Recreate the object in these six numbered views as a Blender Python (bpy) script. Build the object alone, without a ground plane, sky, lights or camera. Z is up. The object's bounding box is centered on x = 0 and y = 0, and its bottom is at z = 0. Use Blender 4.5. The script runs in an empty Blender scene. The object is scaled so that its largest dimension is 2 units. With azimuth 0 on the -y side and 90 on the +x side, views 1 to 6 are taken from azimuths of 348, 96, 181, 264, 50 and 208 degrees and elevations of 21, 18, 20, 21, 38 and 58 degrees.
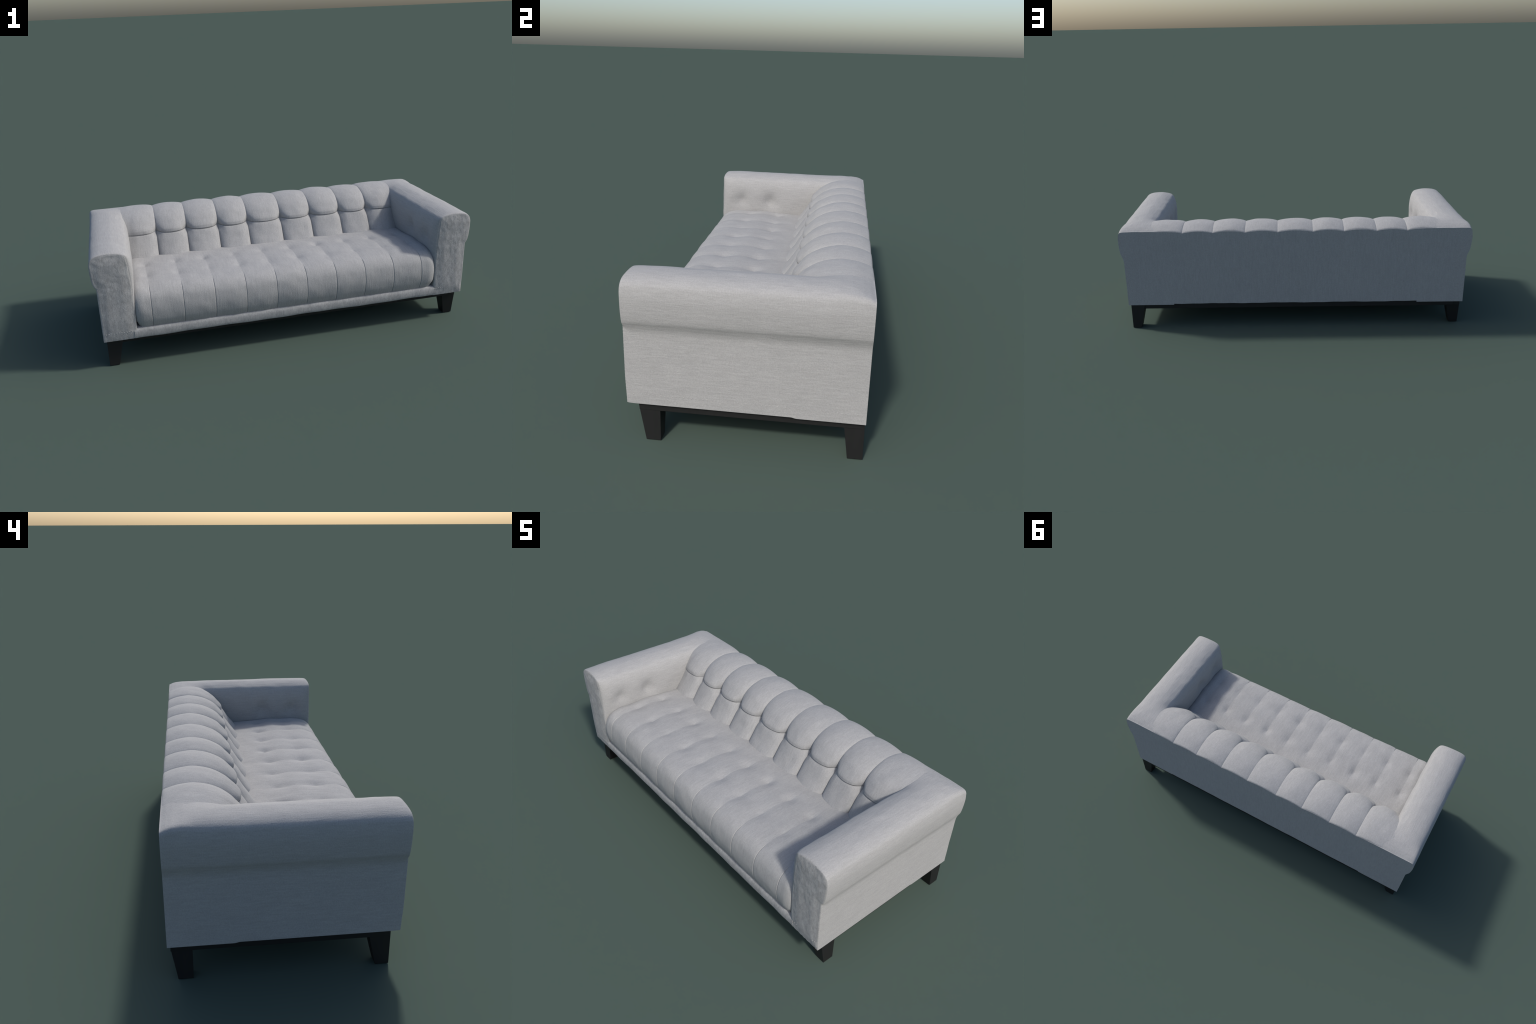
"""Light grey channel-tufted sofa with rolled box arms, tight bench seat and dark tapered legs."""
import bpy, bmesh, math
import numpy as np
from mathutils import Vector

# ------------------------------------------------------------------ helpers
def smooth(a, b, t):
    t = np.clip((np.asarray(t, float) - a) / (b - a), 0, 1)
    return t * t * (3 - 2 * t)

def spline(knots, n):
    """Centripetal-ish Catmull-Rom through knots, n samples spread evenly over knot index."""
    k = np.asarray(knots, float)
    k = np.vstack([2 * k[0] - k[1], k, 2 * k[-1] - k[-2]])
    m = len(k) - 3
    t = np.linspace(0, m, n)
    i = np.minimum(t.astype(int), m - 1)
    f = (t - i)[:, None]
    p0, p1, p2, p3 = k[i], k[i + 1], k[i + 2], k[i + 3]
    return .5 * (2 * p1 + (p2 - p0) * f + (2 * p0 - 5 * p1 + 4 * p2 - p3) * f ** 2 + (3 * p1 - p0 - 3 * p2 + p3) * f ** 3)

def ripple(p, seed, scale, n=14):
    """Smooth pseudo-noise: a sum of random plane waves, about -1..1."""
    rng = np.random.RandomState(seed)
    out = np.zeros(p.shape[:-1])
    for _ in range(n):
        d = rng.normal(size=3); d /= np.linalg.norm(d)
        out += np.sin(p @ d * scale * rng.uniform(.5, 1.8) + rng.uniform(0, 6.283))
    return out / math.sqrt(n)

COLL = bpy.context.scene.collection

def make_object(name, verts, faces, mat, parent=None, smooth_angle=None, normals=None):
    me = bpy.data.meshes.new(name)
    me.from_pydata([tuple(map(float, v)) for v in verts], [], faces)
    me.validate(); me.update()
    bm = bmesh.new(); bm.from_mesh(me)
    bmesh.ops.recalc_face_normals(bm, faces=bm.faces) if normals is None else None
    for f in bm.faces: f.smooth = True
    if smooth_angle:
        for e in bm.edges:
            if len(e.link_faces) == 2 and e.calc_face_angle(0) > math.radians(smooth_angle): e.smooth = False
    bm.to_mesh(me); bm.free()
    me.materials.append(mat)
    if normals is not None:
        me.normals_split_custom_set_from_vertices([tuple(map(float, n)) for n in normals])
    ob = bpy.data.objects.new(name, me)
    COLL.objects.link(ob)
    if parent: ob.parent = parent
    return ob

def grid_faces(nu, nv, closed_v=False, flip=False):
    fs = []
    for i in range(nu - 1):
        for j in range(nv if closed_v else nv - 1):
            k = (j + 1) % nv
            q = (i * nv + j, i * nv + k, (i + 1) * nv + k, (i + 1) * nv + j)
            fs.append(q[::-1] if flip else q)
    return fs

def grid_normals(P):
    du = np.gradient(P, axis=0); dv = np.gradient(P, axis=1)
    n = np.cross(du, dv); n /= np.linalg.norm(n, axis=2, keepdims=True) + 1e-12
    return n

# ------------------------------------------------------------------ materials
def fabric(name, stretch=(1, 1, 1), blotch=.0, weave=.24, base=(.320, .3185, .3165)):
    """Pale linen: fine slubby grain, long threads along the stretch axis, optional blocky light and dark blotches."""
    m = bpy.data.materials.new(name); m.use_nodes = True
    nt = m.node_tree; N = nt.nodes; L = nt.links
    b = N['Principled BSDF']
    b.inputs['Roughness'].default_value = .93
    b.inputs['Specular IOR Level'].default_value = .15
    b.inputs['Sheen Weight'].default_value = .08
    b.inputs['Sheen Roughness'].default_value = .5
    tc = N.new('ShaderNodeTexCoord')
    def noise(scale, detail, stre=(1, 1, 1), rough=.55):
        mp = N.new('ShaderNodeMapping'); mp.inputs['Scale'].default_value = stre
        L.new(tc.outputs['Object'], mp.inputs['Vector'])
        n = N.new('ShaderNodeTexNoise'); n.inputs['Scale'].default_value = scale
        n.inputs['Detail'].default_value = detail; n.inputs['Roughness'].default_value = rough
        L.new(mp.outputs['Vector'], n.inputs['Vector']); return n.outputs['Fac']
    def ramp(src, lo, hi, a, c):
        r = N.new('ShaderNodeMapRange'); r.inputs['From Min'].default_value = lo; r.inputs['From Max'].default_value = hi
        r.inputs['To Min'].default_value = a; r.inputs['To Max'].default_value = c
        L.new(src, r.inputs['Value']); return r.outputs['Result']
    def mul(a, c):
        k = N.new('ShaderNodeMath'); k.operation = 'MULTIPLY'; L.new(a, k.inputs[0]); L.new(c, k.inputs[1]); return k.outputs[0]
    fine = noise(240, 2)
    thread = noise(150, 4, stretch)
    cloud = noise(9, 3)
    v = mul(mul(ramp(fine, .28, .72, .92, 1.08), ramp(thread, .28, .72, .94, 1.06)), ramp(cloud, .3, .7, .988, 1.012))
    if blotch:
        for sc, st, amt in ((75, (1, 1, .45), 1.0), (140, (1, 1, .6), 1.0)):
            mp = N.new('ShaderNodeMapping'); mp.inputs['Scale'].default_value = st
            L.new(tc.outputs['Object'], mp.inputs['Vector'])
            vo = N.new('ShaderNodeTexVoronoi'); vo.distance = 'CHEBYCHEV'; vo.feature = 'F1'
            vo.inputs['Scale'].default_value = sc
            L.new(mp.outputs['Vector'], vo.inputs['Vector'])
            bw = N.new('ShaderNodeSeparateColor'); L.new(vo.outputs['Color'], bw.inputs[0])
            v = mul(v, ramp(bw.outputs[0], .1, .9, 1 - blotch * amt, 1 + blotch * amt * .7))
    col = N.new('ShaderNodeMix'); col.data_type = 'RGBA'; col.blend_type = 'MULTIPLY'; col.inputs['Factor'].default_value = 1
    col.inputs['A'].default_value = (*base, 1)
    cc = N.new('ShaderNodeCombineColor')
    for i in range(3): L.new(v, cc.inputs[i])
    L.new(cc.outputs[0], col.inputs['B']); L.new(col.outputs['Result'], b.inputs['Base Color'])
    add = N.new('ShaderNodeMath'); add.operation = 'ADD'
    L.new(fine, add.inputs[0]); L.new(thread, add.inputs[1])
    bp = N.new('ShaderNodeBump'); bp.inputs['Strength'].default_value = weave; bp.inputs['Distance'].default_value = .003
    L.new(add.outputs[0], bp.inputs['Height']); L.new(bp.outputs['Normal'], b.inputs['Normal'])
    return m

def dark_wood(name):
    m = bpy.data.materials.new(name); m.use_nodes = True
    nt = m.node_tree; N = nt.nodes; L = nt.links; b = N['Principled BSDF']
    b.inputs['Roughness'].default_value = .55; b.inputs['Specular IOR Level'].default_value = .3
    tc = N.new('ShaderNodeTexCoord'); mp = N.new('ShaderNodeMapping'); mp.inputs['Scale'].default_value = (60, 60, 6)
    n = N.new('ShaderNodeTexNoise'); n.inputs['Scale'].default_value = 1.5; n.inputs['Detail'].default_value = 4
    r = N.new('ShaderNodeValToRGB')
    r.color_ramp.elements[0].color = (.0095, .0095, .0095, 1); r.color_ramp.elements[1].color = (.0145, .0145, .0148, 1)
    L.new(tc.outputs['Object'], mp.inputs['Vector']); L.new(mp.outputs['Vector'], n.inputs['Vector'])
    L.new(n.outputs['Fac'], r.inputs['Fac']); L.new(r.outputs['Color'], b.inputs['Base Color'])
    return m

M_ARM = fabric('linen_arm', stretch=(1, .12, 1), weave=.28)
M_FRONT = fabric('linen_blotchy_front', stretch=(1, 1, .2), blotch=.075)
M_PAD = fabric('linen_pad', stretch=(1, .15, .12), blotch=.018)
M_SEAT = fabric('linen_seat', stretch=(1, .12, .12), blotch=.018)
M_BACK = fabric('linen_back', stretch=(1, 1, .15))
M_THREAD = fabric('thread', weave=.1, base=(.335, .332, .328))
M_WOOD = dark_wood('espresso_wood')

sofa = bpy.data.objects.new('sofa', None); COLL.objects.link(sofa)
sofa['label'] = 'pale grey tufted fabric sofa with dark tapered legs'
sofa['category'] = 'sofa'

# ------------------------------------------------------------------ shared sizes
Y_FRONT, Y_BACK = -.400, .4235
HEM = .150
GROOVES = [-.634, -.4615, -.279, -.1035, .0955, .279, .4615, .634]      # stitched channels of the back
SEAT_PITCH = .1612                                                    # stitched channels of the seat
TUFT_ROWS = (-.062, -.233)

# ------------------------------------------------------------------ arms
# outline of the arm seen from the front, outer hem -> over the roll -> inner hem (x for the +x arm)
ARM_MID = [(.977, .150), (.9775, .250), (.9775, .350), (.9775, .408), (.9798, .430), (.9858, .448), (.9925, .464), (.9965, .486),
           (.999, .515), (1.0, .545), (.997, .572), (.9905, .5945), (.975, .6085), (.948, .6185), (.916, .6225), (.885, .6225), (.857, .617),
           (.835, .6095), (.818, .6005), (.8055, .584), (.797, .560), (.793, .533), (.791, .490), (.794, .440), (.799, .380), (.803, .300), (.807, .220), (.808, .150)]
ARM_END = [(.9765, .152), (.977, .250), (.977, .350), (.977, .430), (.9775, .443), (.983, .450), (.9885, .461), (.994, .485),
           (.997, .515), (.998, .545), (.997, .571), (.9895, .5915), (.972, .605), (.945, .6105), (.915, .6120), (.890, .612), (.865, .611),
           (.845, .608), (.832, .603), (.824, .594), (.820, .570), (.817, .535), (.814, .490), (.811, .440), (.809, .380), (.808, .300), (.808, .220), (.808, .152)]

# the squared-off rear end of the arm, same knots
ARM_REAR = [(x, z) for x, z in ARM_MID[:10]] + [(.998, .566), (.9945, .584), (.983, .5945), (.950, .5965), (.915, .597), (.885, .597), (.855, .597),
            (.830, .5965), (.810, .595), (.795, .588)] + ARM_MID[20:]

def back_height(y):
    """Height of the rear slope of the back roll (and of the arm tops behind it)."""
    ys = [.28, .307, .349, .384, .405, .42]; zs = [.6225, .6225, .6195, .6120, .6045, .597]
    return np.interp(y, ys, zs)

def build_arm(side, seed):
    ns = 190
    mid, end, rear = spline(ARM_MID, ns), spline(ARM_END, ns), spline(ARM_REAR, ns)
    front_t = 1 - np.cos(np.linspace(0, math.pi / 2, 14))            # rounding of the front edge
    ys = np.concatenate([Y_FRONT + .042 * front_t[:-1], np.linspace(Y_FRONT + .042, .30, 110), np.linspace(.304, Y_BACK - .0004, 40)])
    P = np.zeros((len(ys), ns, 3))
    for i, y in enumerate(ys):
        t = min(1, (y - Y_FRONT) / .042)
        f = math.sqrt(max(0, 1 - (1 - t) ** 2))
        s = end + (mid - end) * f
        # inner wall fills out more slowly than the top edge
        g = math.sqrt(1 - (1 - min(1, (y - Y_FRONT) / .055)) ** 2)
        wi = smooth(.875, .825, end[:, 0])
        s = end + (mid - end) * (f * (1 - wi) + g * wi)[:, None]
        q = float(smooth(.26, .42, y))
        s = s + (rear - mid) * q
        x, z = s[:, 0].copy(), s[:, 1].copy()
        top = .6225 + (.597 - .6225) * q
        k = (back_height(y) - .45) / (top - .45)
        z = np.where(z > .45, .45 + (z - .45) * k, z)
        # behind the seat the arm top runs on into the back roll
        ext = .10 * smooth(.21, .36, y)
        x = x - ext * smooth(.89, .80, x)
        P[i, :, 0], P[i, :, 1], P[i, :, 2] = x, y, z
    X, Y, Z = P[..., 0], P[..., 1], P[..., 2]
    inner = X < .85
    # two soft tuft dimples on the inner wall
    dent = np.zeros_like(X)
    for yc in (-.293, -.120):
        dent += .017 * np.exp(-((Y - yc) / .042) ** 2 - ((Z - .472) / .042) ** 2)
        dent += .003 * np.exp(-((Y - yc) / .030) ** 2) * smooth(.50, .40, Z) 
    P[..., 0] += dent * inner
    # the front bows forward a little above the hem
    P[..., 1] -= .003 * smooth(.16, .26, Z) * smooth(.12, 0, Y - Y_FRONT)
    # hem: rear quarter hangs a little lower
    low = smooth(.17, .19, Y) * smooth(.165, .152, Z)
    P[..., 2] -= .004 * low
    # lumps under the cloth
    r = ripple(P, seed, 26) * .0008 + ripple(P, seed + 1, 70) * .0004
    taper = smooth(0, .03, Y - Y_FRONT) * smooth(0, .012, Z - .152)
    P[..., 2] += r * taper * (Z > .58)
    P[..., 0] += r * taper * np.where(inner, -1.3, .6)
    P[..., 0] *= side
    nv = ns
    verts = P.reshape(-1, 3); faces = grid_faces(len(ys), nv, closed_v=True)
    last = (len(ys) - 1) * nv
    faces.append(tuple(range(last, last + nv)))
    arm = make_object('arm', verts, faces, M_ARM, sofa, 40)
    # front panel: the flat faced end, set in from the edge with a shallow welt and a slight belly
    ring0 = P[0]
    h = ns // 2
    outer, inner = ring0[:h], ring0[::-1][:h]
    t = .5 - .5 * np.cos(np.linspace(0, math.pi, 41))
    t = .5 * t + .5 * np.linspace(0, 1, 41)
    R = outer[:, None, :] + (inner - outer)[:, None, :] * t[None, :, None]
    # padded face: swells within a couple of centimetres of the welted edge
    edge = np.concatenate([ring0, np.linspace(ring0[-1], ring0[0], 40)])
    dist = np.array([np.linalg.norm(edge - p, axis=1).min() for p in R.reshape(-1, 3)]).reshape(R.shape[:2])
    R[..., 1] -= .0028 * (1 - np.exp(-dist / .0025)) + .0045 * smooth(0, .05, dist)
    R[..., 1] += (.0006 * ripple(R, seed + 5, 75) + .0003 * ripple(R, seed + 6, 170)) * smooth(0, .012, dist)
    f2 = grid_faces(h, 41)
    make_object('arm_front_panel', R.reshape(-1, 3), f2, M_FRONT, arm)
    return arm

# ------------------------------------------------------------------ backrest
# side profiles (y, z) over a pad's crown and down in a stitched groove, rear edge -> button seam
CROWN_UP = [(.4230, .594), (.416, .602), (.384, .6135), (.349, .6212), (.307, .6230), (.256, .6165), (.214, .6025), (.176, .581), (.147, .553), (.131, .532), (.1275, .5205), (.1265, .5135), (.1308, .509)]
GROOVE_UP = [(.4230, .584), (.416, .590), (.384, .602), (.349, .609), (.307, .6125), (.256, .6025), (.218, .586), (.192, .565), (.174, .544), (.163, .530), (.157, .521), (.155, .517), (.154, .513)]
CROWN_LO = [(.1308, .509), (.1245, .5045), (.1165, .494), (.102, .473), (.083, .443), (.063, .416), (.043, .390), (.032, .365), (.028, .335)]
GROOVE_LO = [(.154, .513), (.151, .508), (.147, .499), (.139, .482), (.125, .458), (.107, .428), (.088, .395), (.076, .365), (.070, .335)]

def channel_samples(a, b, n):
    t = .5 - .5 * np.cos(np.linspace(0, math.pi, n))
    t = .6 * t + .4 * np.linspace(0, 1, n)
    return a + (b - a) * t, t

def puff(t, p=2.2, q=.68):
    """Cross-section of a stuffed channel: 0 at both seams, 1 in the middle, steep at the seams."""
    return (1 - np.abs(2 * t - 1) ** p) ** q

def build_backrest():
    edges = [-.900] + GROOVES + [.900]
    nu, n_up, n_lo = 44, 70, 40
    up_c, up_g = spline(CROWN_UP, n_up), spline(GROOVE_UP, n_up)
    lo_c, lo_g = spline(CROWN_LO, n_lo), spline(GROOVE_LO, n_lo)
    # rear panel
    rear_x, rear_z = [], []
    pads = []
    rng = np.random.RandomState(4)
    for c in range(9):
        a, b = edges[c], edges[c + 1]
        x, t = channel_samples(a, b, nu)
        full = puff(t); plump = puff(t, 2.5, .58)
        if c in (0, 8):                                              # end pads run into the arms
            tt = t if c == 8 else 1 - t
            full = puff(np.clip(tt * .5 / .33, 0, .5)) * (1 - .55 * smooth(.38, .70, tt))
            merge = smooth(.735, .905, np.abs(x)) * .011
        soft = np.sin(np.pi * t) ** .75 if c not in (0, 8) else full
        if c in (0, 8): soft = puff(np.clip(tt * .5 / .33, 0, .5))
        lift = rng.uniform(-.0015, .0015)
        for part, crown, groove in (('upper', up_c, up_g), ('lower', lo_c, lo_g)):
            n = len(crown)
            P = np.zeros((nu, n, 3))
            v = np.linspace(0, 1, n)
            w = smooth(.25, .75, v) if part == 'upper' else np.ones(n)
            wide = plump if part == 'lower' and c not in (0, 8) else full
            bul = soft[:, None] * (1 - w) + wide[:, None] * w
            # the button pulls the pad corners in around each seam end
            pinch = np.exp(-((v - 1) / .16) ** 2) if part == 'upper' else .7 * np.exp(-(v / .2) ** 2)
            if c not in (0, 8): bul = bul * (1 - pinch) + (puff(t, 2.0, 1.25)[:, None] * .6 + bul * .4) * pinch
            P[..., 0] = x[:, None]
            P[..., 1] = groove[:, 0] + (crown[:, 0] - groove[:, 0]) * bul
            P[..., 2] = groove[:, 1] + (crown[:, 1] - groove[:, 1]) * bul
            if part == 'upper':
                P[..., 2] += lift * bul * smooth(0, .15, v) * smooth(1, .8, v)
                seam_fade = smooth(0, .1, v) * smooth(1, .92, v)
            else:
                seam_fade = smooth(0, .15, v)
            # pulled-in button at every groove end of the seam
            r = ripple(P, 30, 40) * .0012 + ripple(P, 31, 95) * .0005
            P[..., 2] += r * seam_fade * bul * .8
            P[..., 1] -= r * seam_fade * bul
            if c in (0, 8): P[..., 2] -= merge[:, None]
            for g in GROOVES:                                           # button pits
                P[..., 1] += .021 * np.exp(-((P[..., 0] - g) / .023) ** 2 - ((P[..., 2] - .512) / .025) ** 2)
            pads.append((part, P))
        rear_x.append(x); rear_z.append(.584 + .010 * soft - (merge if c in (0, 8) else 0))
    rx = np.concatenate(rear_x); rz = np.concatenate(rear_z)
    nz = 40
    P = np.zeros((len(rx), nz, 3))
    hem = HEM + .0025 + .0009 * np.sin(rx * 17) + .0006 * np.sin(rx * 53 + 1)
    s = np.linspace(0, 1, nz)
    P[..., 0] = rx[:, None]
    P[..., 2] = hem[:, None] + (rz - hem)[:, None] * s
    P[..., 1] = Y_BACK + .0006 * ripple(P, 8, 22) * (smooth(0, .08, s) * smooth(1, .93, s)) * smooth(.80, .74, np.abs(rx))[:, None]
    # folded under at the hem so that the panel has a closed lower edge
    fold = P[:, 0, :].copy(); fold[:, 1] -= .05
    P = np.concatenate([fold[:, None, :], P], 1)
    back = make_object('backrest', P.reshape(-1, 3), grid_faces(len(rx), nz + 1, flip=False), M_BACK, sofa, 50)
    for part, P in pads:
        make_object('upper_back_pad' if part == 'upper' else 'lower_back_pad', P.reshape(-1, 3),
                    grid_faces(P.shape[0], P.shape[1], flip=True), M_PAD, back)
    return back

# ------------------------------------------------------------------ seat
SEAT_CROWN = [(.130, .350), (.112, .390), (.085, .399), (.040, .405), (-.030, .410), (-.100, .413), (-.170, .416), (-.240, .417), (-.300, .416),
              (-.345, .409), (-.379, .394), (-.402, .367), (-.414, .330), (-.418, .290), (-.413, .250), (-.403, .221), (-.391, .200), (-.372, .190)]

def build_seat():
    half = .806
    grooves = [(i - 4.5) * SEAT_PITCH for i in range(10)]
    edges = [-half] + grooves + [half]
    xs = []
    for c in range(11):
        x, _ = channel_samples(edges[c], edges[c + 1], 36 if 0 < c < 10 else 26)
        if c > 0: x = np.concatenate([[x[0], x[0] + .0007, x[0] + .0014], x[1:]])
        if c < 10: x = np.concatenate([x[:-1], [x[-1] - .0014, x[-1] - .0007, x[-1]]])
        xs.append(x if c == 10 else x[:-1])
    xs = np.concatenate(xs)
    prof = spline(SEAT_CROWN, 190)
    tang = np.gradient(prof, axis=0); tang /= np.linalg.norm(tang, axis=1, keepdims=True)
    nrm = np.stack([tang[:, 1], -tang[:, 0]], 1)                     # outward in (y, z)
    if nrm[80, 1] < 0: nrm = -nrm
    P = np.zeros((len(xs), len(prof), 3))
    P[..., 0] = xs[:, None]; P[..., 1] = prof[:, 0]; P[..., 2] = prof[:, 1]
    gx = np.array(grooves)
    i = np.argmin(np.abs(xs[:, None] - gx[None, :]), axis=1)
    d = np.abs(xs - gx[i])                                           # distance to nearest seam
    Y = P[..., 1]; Z = P[..., 2]
    onfront = smooth(-.36, -.40, Y) * smooth(.40, .36, Z)
    # channel valleys: deepest between the front tufts and the front edge, shallow at the back
    valley = .0032 * smooth(-.02, -.10, Y) + .0010
    valley = valley * (1 - onfront) + .0018 * onfront
    cusp = np.exp(-d / .022)[:, None]
    roundish = np.exp(-(d / .034) ** 2)[:, None]
    depth = valley * (.45 * cusp + .55 * roundish)
    depth += .0026 * np.exp(-(d / .0011) ** 2)[:, None] * smooth(-.33, -.38, Y)          # stitched line
    # buttonless tufts
    rng = np.random.RandomState(11)
    for row, yr in enumerate(TUFT_ROWS):
        for g in gx:
            jx, jy = rng.uniform(-.004, .004), rng.uniform(-.006, .006)
            amp = (.0110 if row == 0 else .0070) * rng.uniform(.6, 1.2)
            rr = np.sqrt(((P[..., 0] - g - jx) / 1.0) ** 2 + ((Y - yr - jy) / 1.25) ** 2)
            top = smooth(.33, .37, Z)
            depth += amp * (.55 * np.exp(-(rr / .030) ** 2) + .45 * np.exp(-rr / .016)) * top
    # between the two rows a soft bolster
    depth -= .004 * np.exp(-((Y + .148) / .05) ** 2)
    # cushion ends round over against the arms
    e = half - np.abs(xs)
    depth += (.020 * (1 - np.sqrt(np.clip(1 - (1 - np.clip(e / .045, 0, 1)) ** 2, 0, 1))))[:, None] 
    r = ripple(P, 50, 34) * .0010 + ripple(P, 51, 90) * .0004
    depth -= r
    P[..., 1] -= depth * nrm[:, 0]; P[..., 2] -= depth * nrm[:, 1]
    # lower front corners draw in a little
    draw = .012 * smooth(.25, .20, P[..., 2]) * smooth(-.3, -.38, P[..., 1])
    P[..., 0] -= np.sign(P[..., 0]) * draw * smooth(.74, .806, np.abs(P[..., 0]))
    n = len(prof)
    faces = grid_faces(len(xs), n)
    ncol = len(xs)
    faces.append(tuple(range(n))); faces.append(tuple(range((ncol - 1) * n, ncol * n)))
    faces.append(None); faces.pop()
    # underside
    for a in range(ncol - 1): faces.append((a * n, (a + 1) * n, (a + 1) * n + n - 1, a * n + n - 1))
    return make_object('seat_cushion', P.reshape(-1, 3), faces, M_SEAT, sofa, 55)

# ------------------------------------------------------------------ front rail (upholstered)
def build_front_rail():
    sec = [(-.36, .1525), (-.385, .1515), (-.397, .1515), (-.402, .155), (-.405, .166), (-.406, .180), (-.405, .192), (-.401, .2015), (-.395, .2055), (-.380, .207), (-.345, .207)]
    prof = spline(sec, 70)
    xs = np.linspace(-.822, .822, 330)
    P = np.zeros((len(xs), len(prof), 3))
    P[..., 0] = xs[:, None]; P[..., 1] = prof[:, 0]; P[..., 2] = prof[:, 1]
    P[..., 2] += (.0012 * np.sin(xs * 11) + .0006 * np.sin(xs * 31))[:, None] * smooth(.17, .155, P[..., 2])
    P[..., 1] -= .0006 * ripple(P, 60, 40)
    n = len(prof); faces = grid_faces(len(xs), n, closed_v=True)
    faces += [tuple(range(n)), tuple(range((len(xs) - 1) * n, len(xs) * n))]
    return make_object('front_rail', P.reshape(-1, 3), faces, M_FRONT, sofa, 50)

# ------------------------------------------------------------------ dark underframe and legs
def box(bm, x0, x1, y0, y1, z0, z1, bottom=None):
    bx0, bx1, by0, by1 = bottom or (x0, x1, y0, y1)
    co = [(bx0, by0, z0), (bx1, by0, z0), (bx1, by1, z0), (bx0, by1, z0), (x0, y0, z1), (x1, y0, z1), (x1, y1, z1), (x0, y1, z1)]
    v = [bm.verts.new(c) for c in co]
    for q in ((3, 2, 1, 0), (4, 5, 6, 7), (0, 1, 5, 4), (1, 2, 6, 5), (2, 3, 7, 6), (3, 0, 4, 7)):
        bm.faces.new([v[i] for i in q])

def from_bmesh(name, bm, mat, parent, bevel=.0015):
    bmesh.ops.bevel(bm, geom=list(bm.edges), offset=bevel, segments=2, affect='EDGES', profile=.6)
    me = bpy.data.meshes.new(name); bm.to_mesh(me); bm.free()
    me.materials.append(mat)
    for p in me.polygons: p.use_smooth = False
    ob = bpy.data.objects.new(name, me); COLL.objects.link(ob); ob.parent = parent
    return ob

def build_frame():
    z0, z1 = .120, .158
    bm = bmesh.new(); box(bm, -.93, .93, -.34, .39, .138, .20)
    frame = from_bmesh('base_frame', bm, M_WOOD, sofa)
    for x0, x1, y0, y1 in ((.925, .9645, -.362, .412), (-.9645, -.925, -.368, .412)):
        bm = bmesh.new(); box(bm, x0, x1, y0, y1, z0, z1); from_bmesh('frame_rail', bm, M_WOOD, frame)
    for y0, y1 in ((-.364, -.325), (.374, .4165)):
        bm = bmesh.new(); box(bm, -.9245, .9245, y0, y1, z0, z1); from_bmesh('frame_rail', bm, M_WOOD, frame)

def build_leg(side, top, bottom):
    """Square leg, plumb on two faces and tapered on the other two."""
    bm = bmesh.new()
    xo, xt, xb = .9635, .880, .914
    t = sorted((side * xo, side * xt)); b = sorted((side * xo, side * xb))
    box(bm, t[0], t[1], top[0], top[1], 0, .156, bottom=(b[0], b[1], bottom[0], bottom[1]))
    return from_bmesh('leg', bm, M_WOOD, sofa, .0012)

# ------------------------------------------------------------------ stitches
def build_stitches():
    """Short raised thread dashes along the hem of the arms and up the outer front corner."""
    rng = np.random.RandomState(21)
    verts, faces = [], []
    def dash(c, u, v, w, lu, lv, lw):
        c, u, v, w = map(np.array, (c, u, v, w))
        b = len(verts); nr = 6
        for k in range(5):
            a = -1 + .5 * k; rad = math.sqrt(max(.02, 1 - a * a))
            for j in range(nr):
                th = j / nr * 2 * math.pi
                verts.append(c + u * lu * a + v * lv * rad * math.cos(th) + w * lw * rad * math.sin(th))
        for k in range(4):
            for j in range(nr):
                faces.append((b + k * nr + j, b + k * nr + (j + 1) % nr, b + (k + 1) * nr + (j + 1) % nr, b + (k + 1) * nr + j))
        faces.append(tuple(range(b, b + nr))); faces.append(tuple(range(b + 4 * nr, b + 5 * nr)))
    for side in (1, -1):
        for x in np.arange(.822, .968, .0125):                          # across the arm front
            dash((side * x, Y_FRONT - .0071, .196 + rng.uniform(-.002, .002)), (1, 0, 0), (0, 0, 1), (0, 1, 0), .0032, .0016, .0014)
        for y in np.arange(-.375, .41, .0135):                          # along the outer side
            dash((side * .9772, y, .188 - .006 * smooth(-.1, .4, y) + rng.uniform(-.0015, .0015)), (0, 1, 0), (0, 0, 1), (1, 0, 0), .0030, .0014, .0010)
        for z in np.arange(.165, .435, .0125):                         # up the outer front corner
            dash((side * .9752, Y_FRONT - .0004 - .003 * float(smooth(.16, .26, z)), z), (0, 0, 1), (1, 0, 0), (0, 1, 0), .0034, .0014, .0014)
    ob = make_object('stitching', verts, faces, M_THREAD, sofa)
    ob['kind'] = 'stuff'

build_arm(1, 100); build_arm(-1, 200)
build_backrest(); build_seat(); build_front_rail(); build_frame()
build_leg(1, (-.367, -.287), (-.341, -.2885)); build_leg(1, (.347, .4205), (.3686, .422))
build_leg(-1, (-.3705, -.285), (-.3715, -.321)); build_leg(-1, (.336, .4155), (.337, .3905))
build_stitches()
bpy.context.view_layer.update()
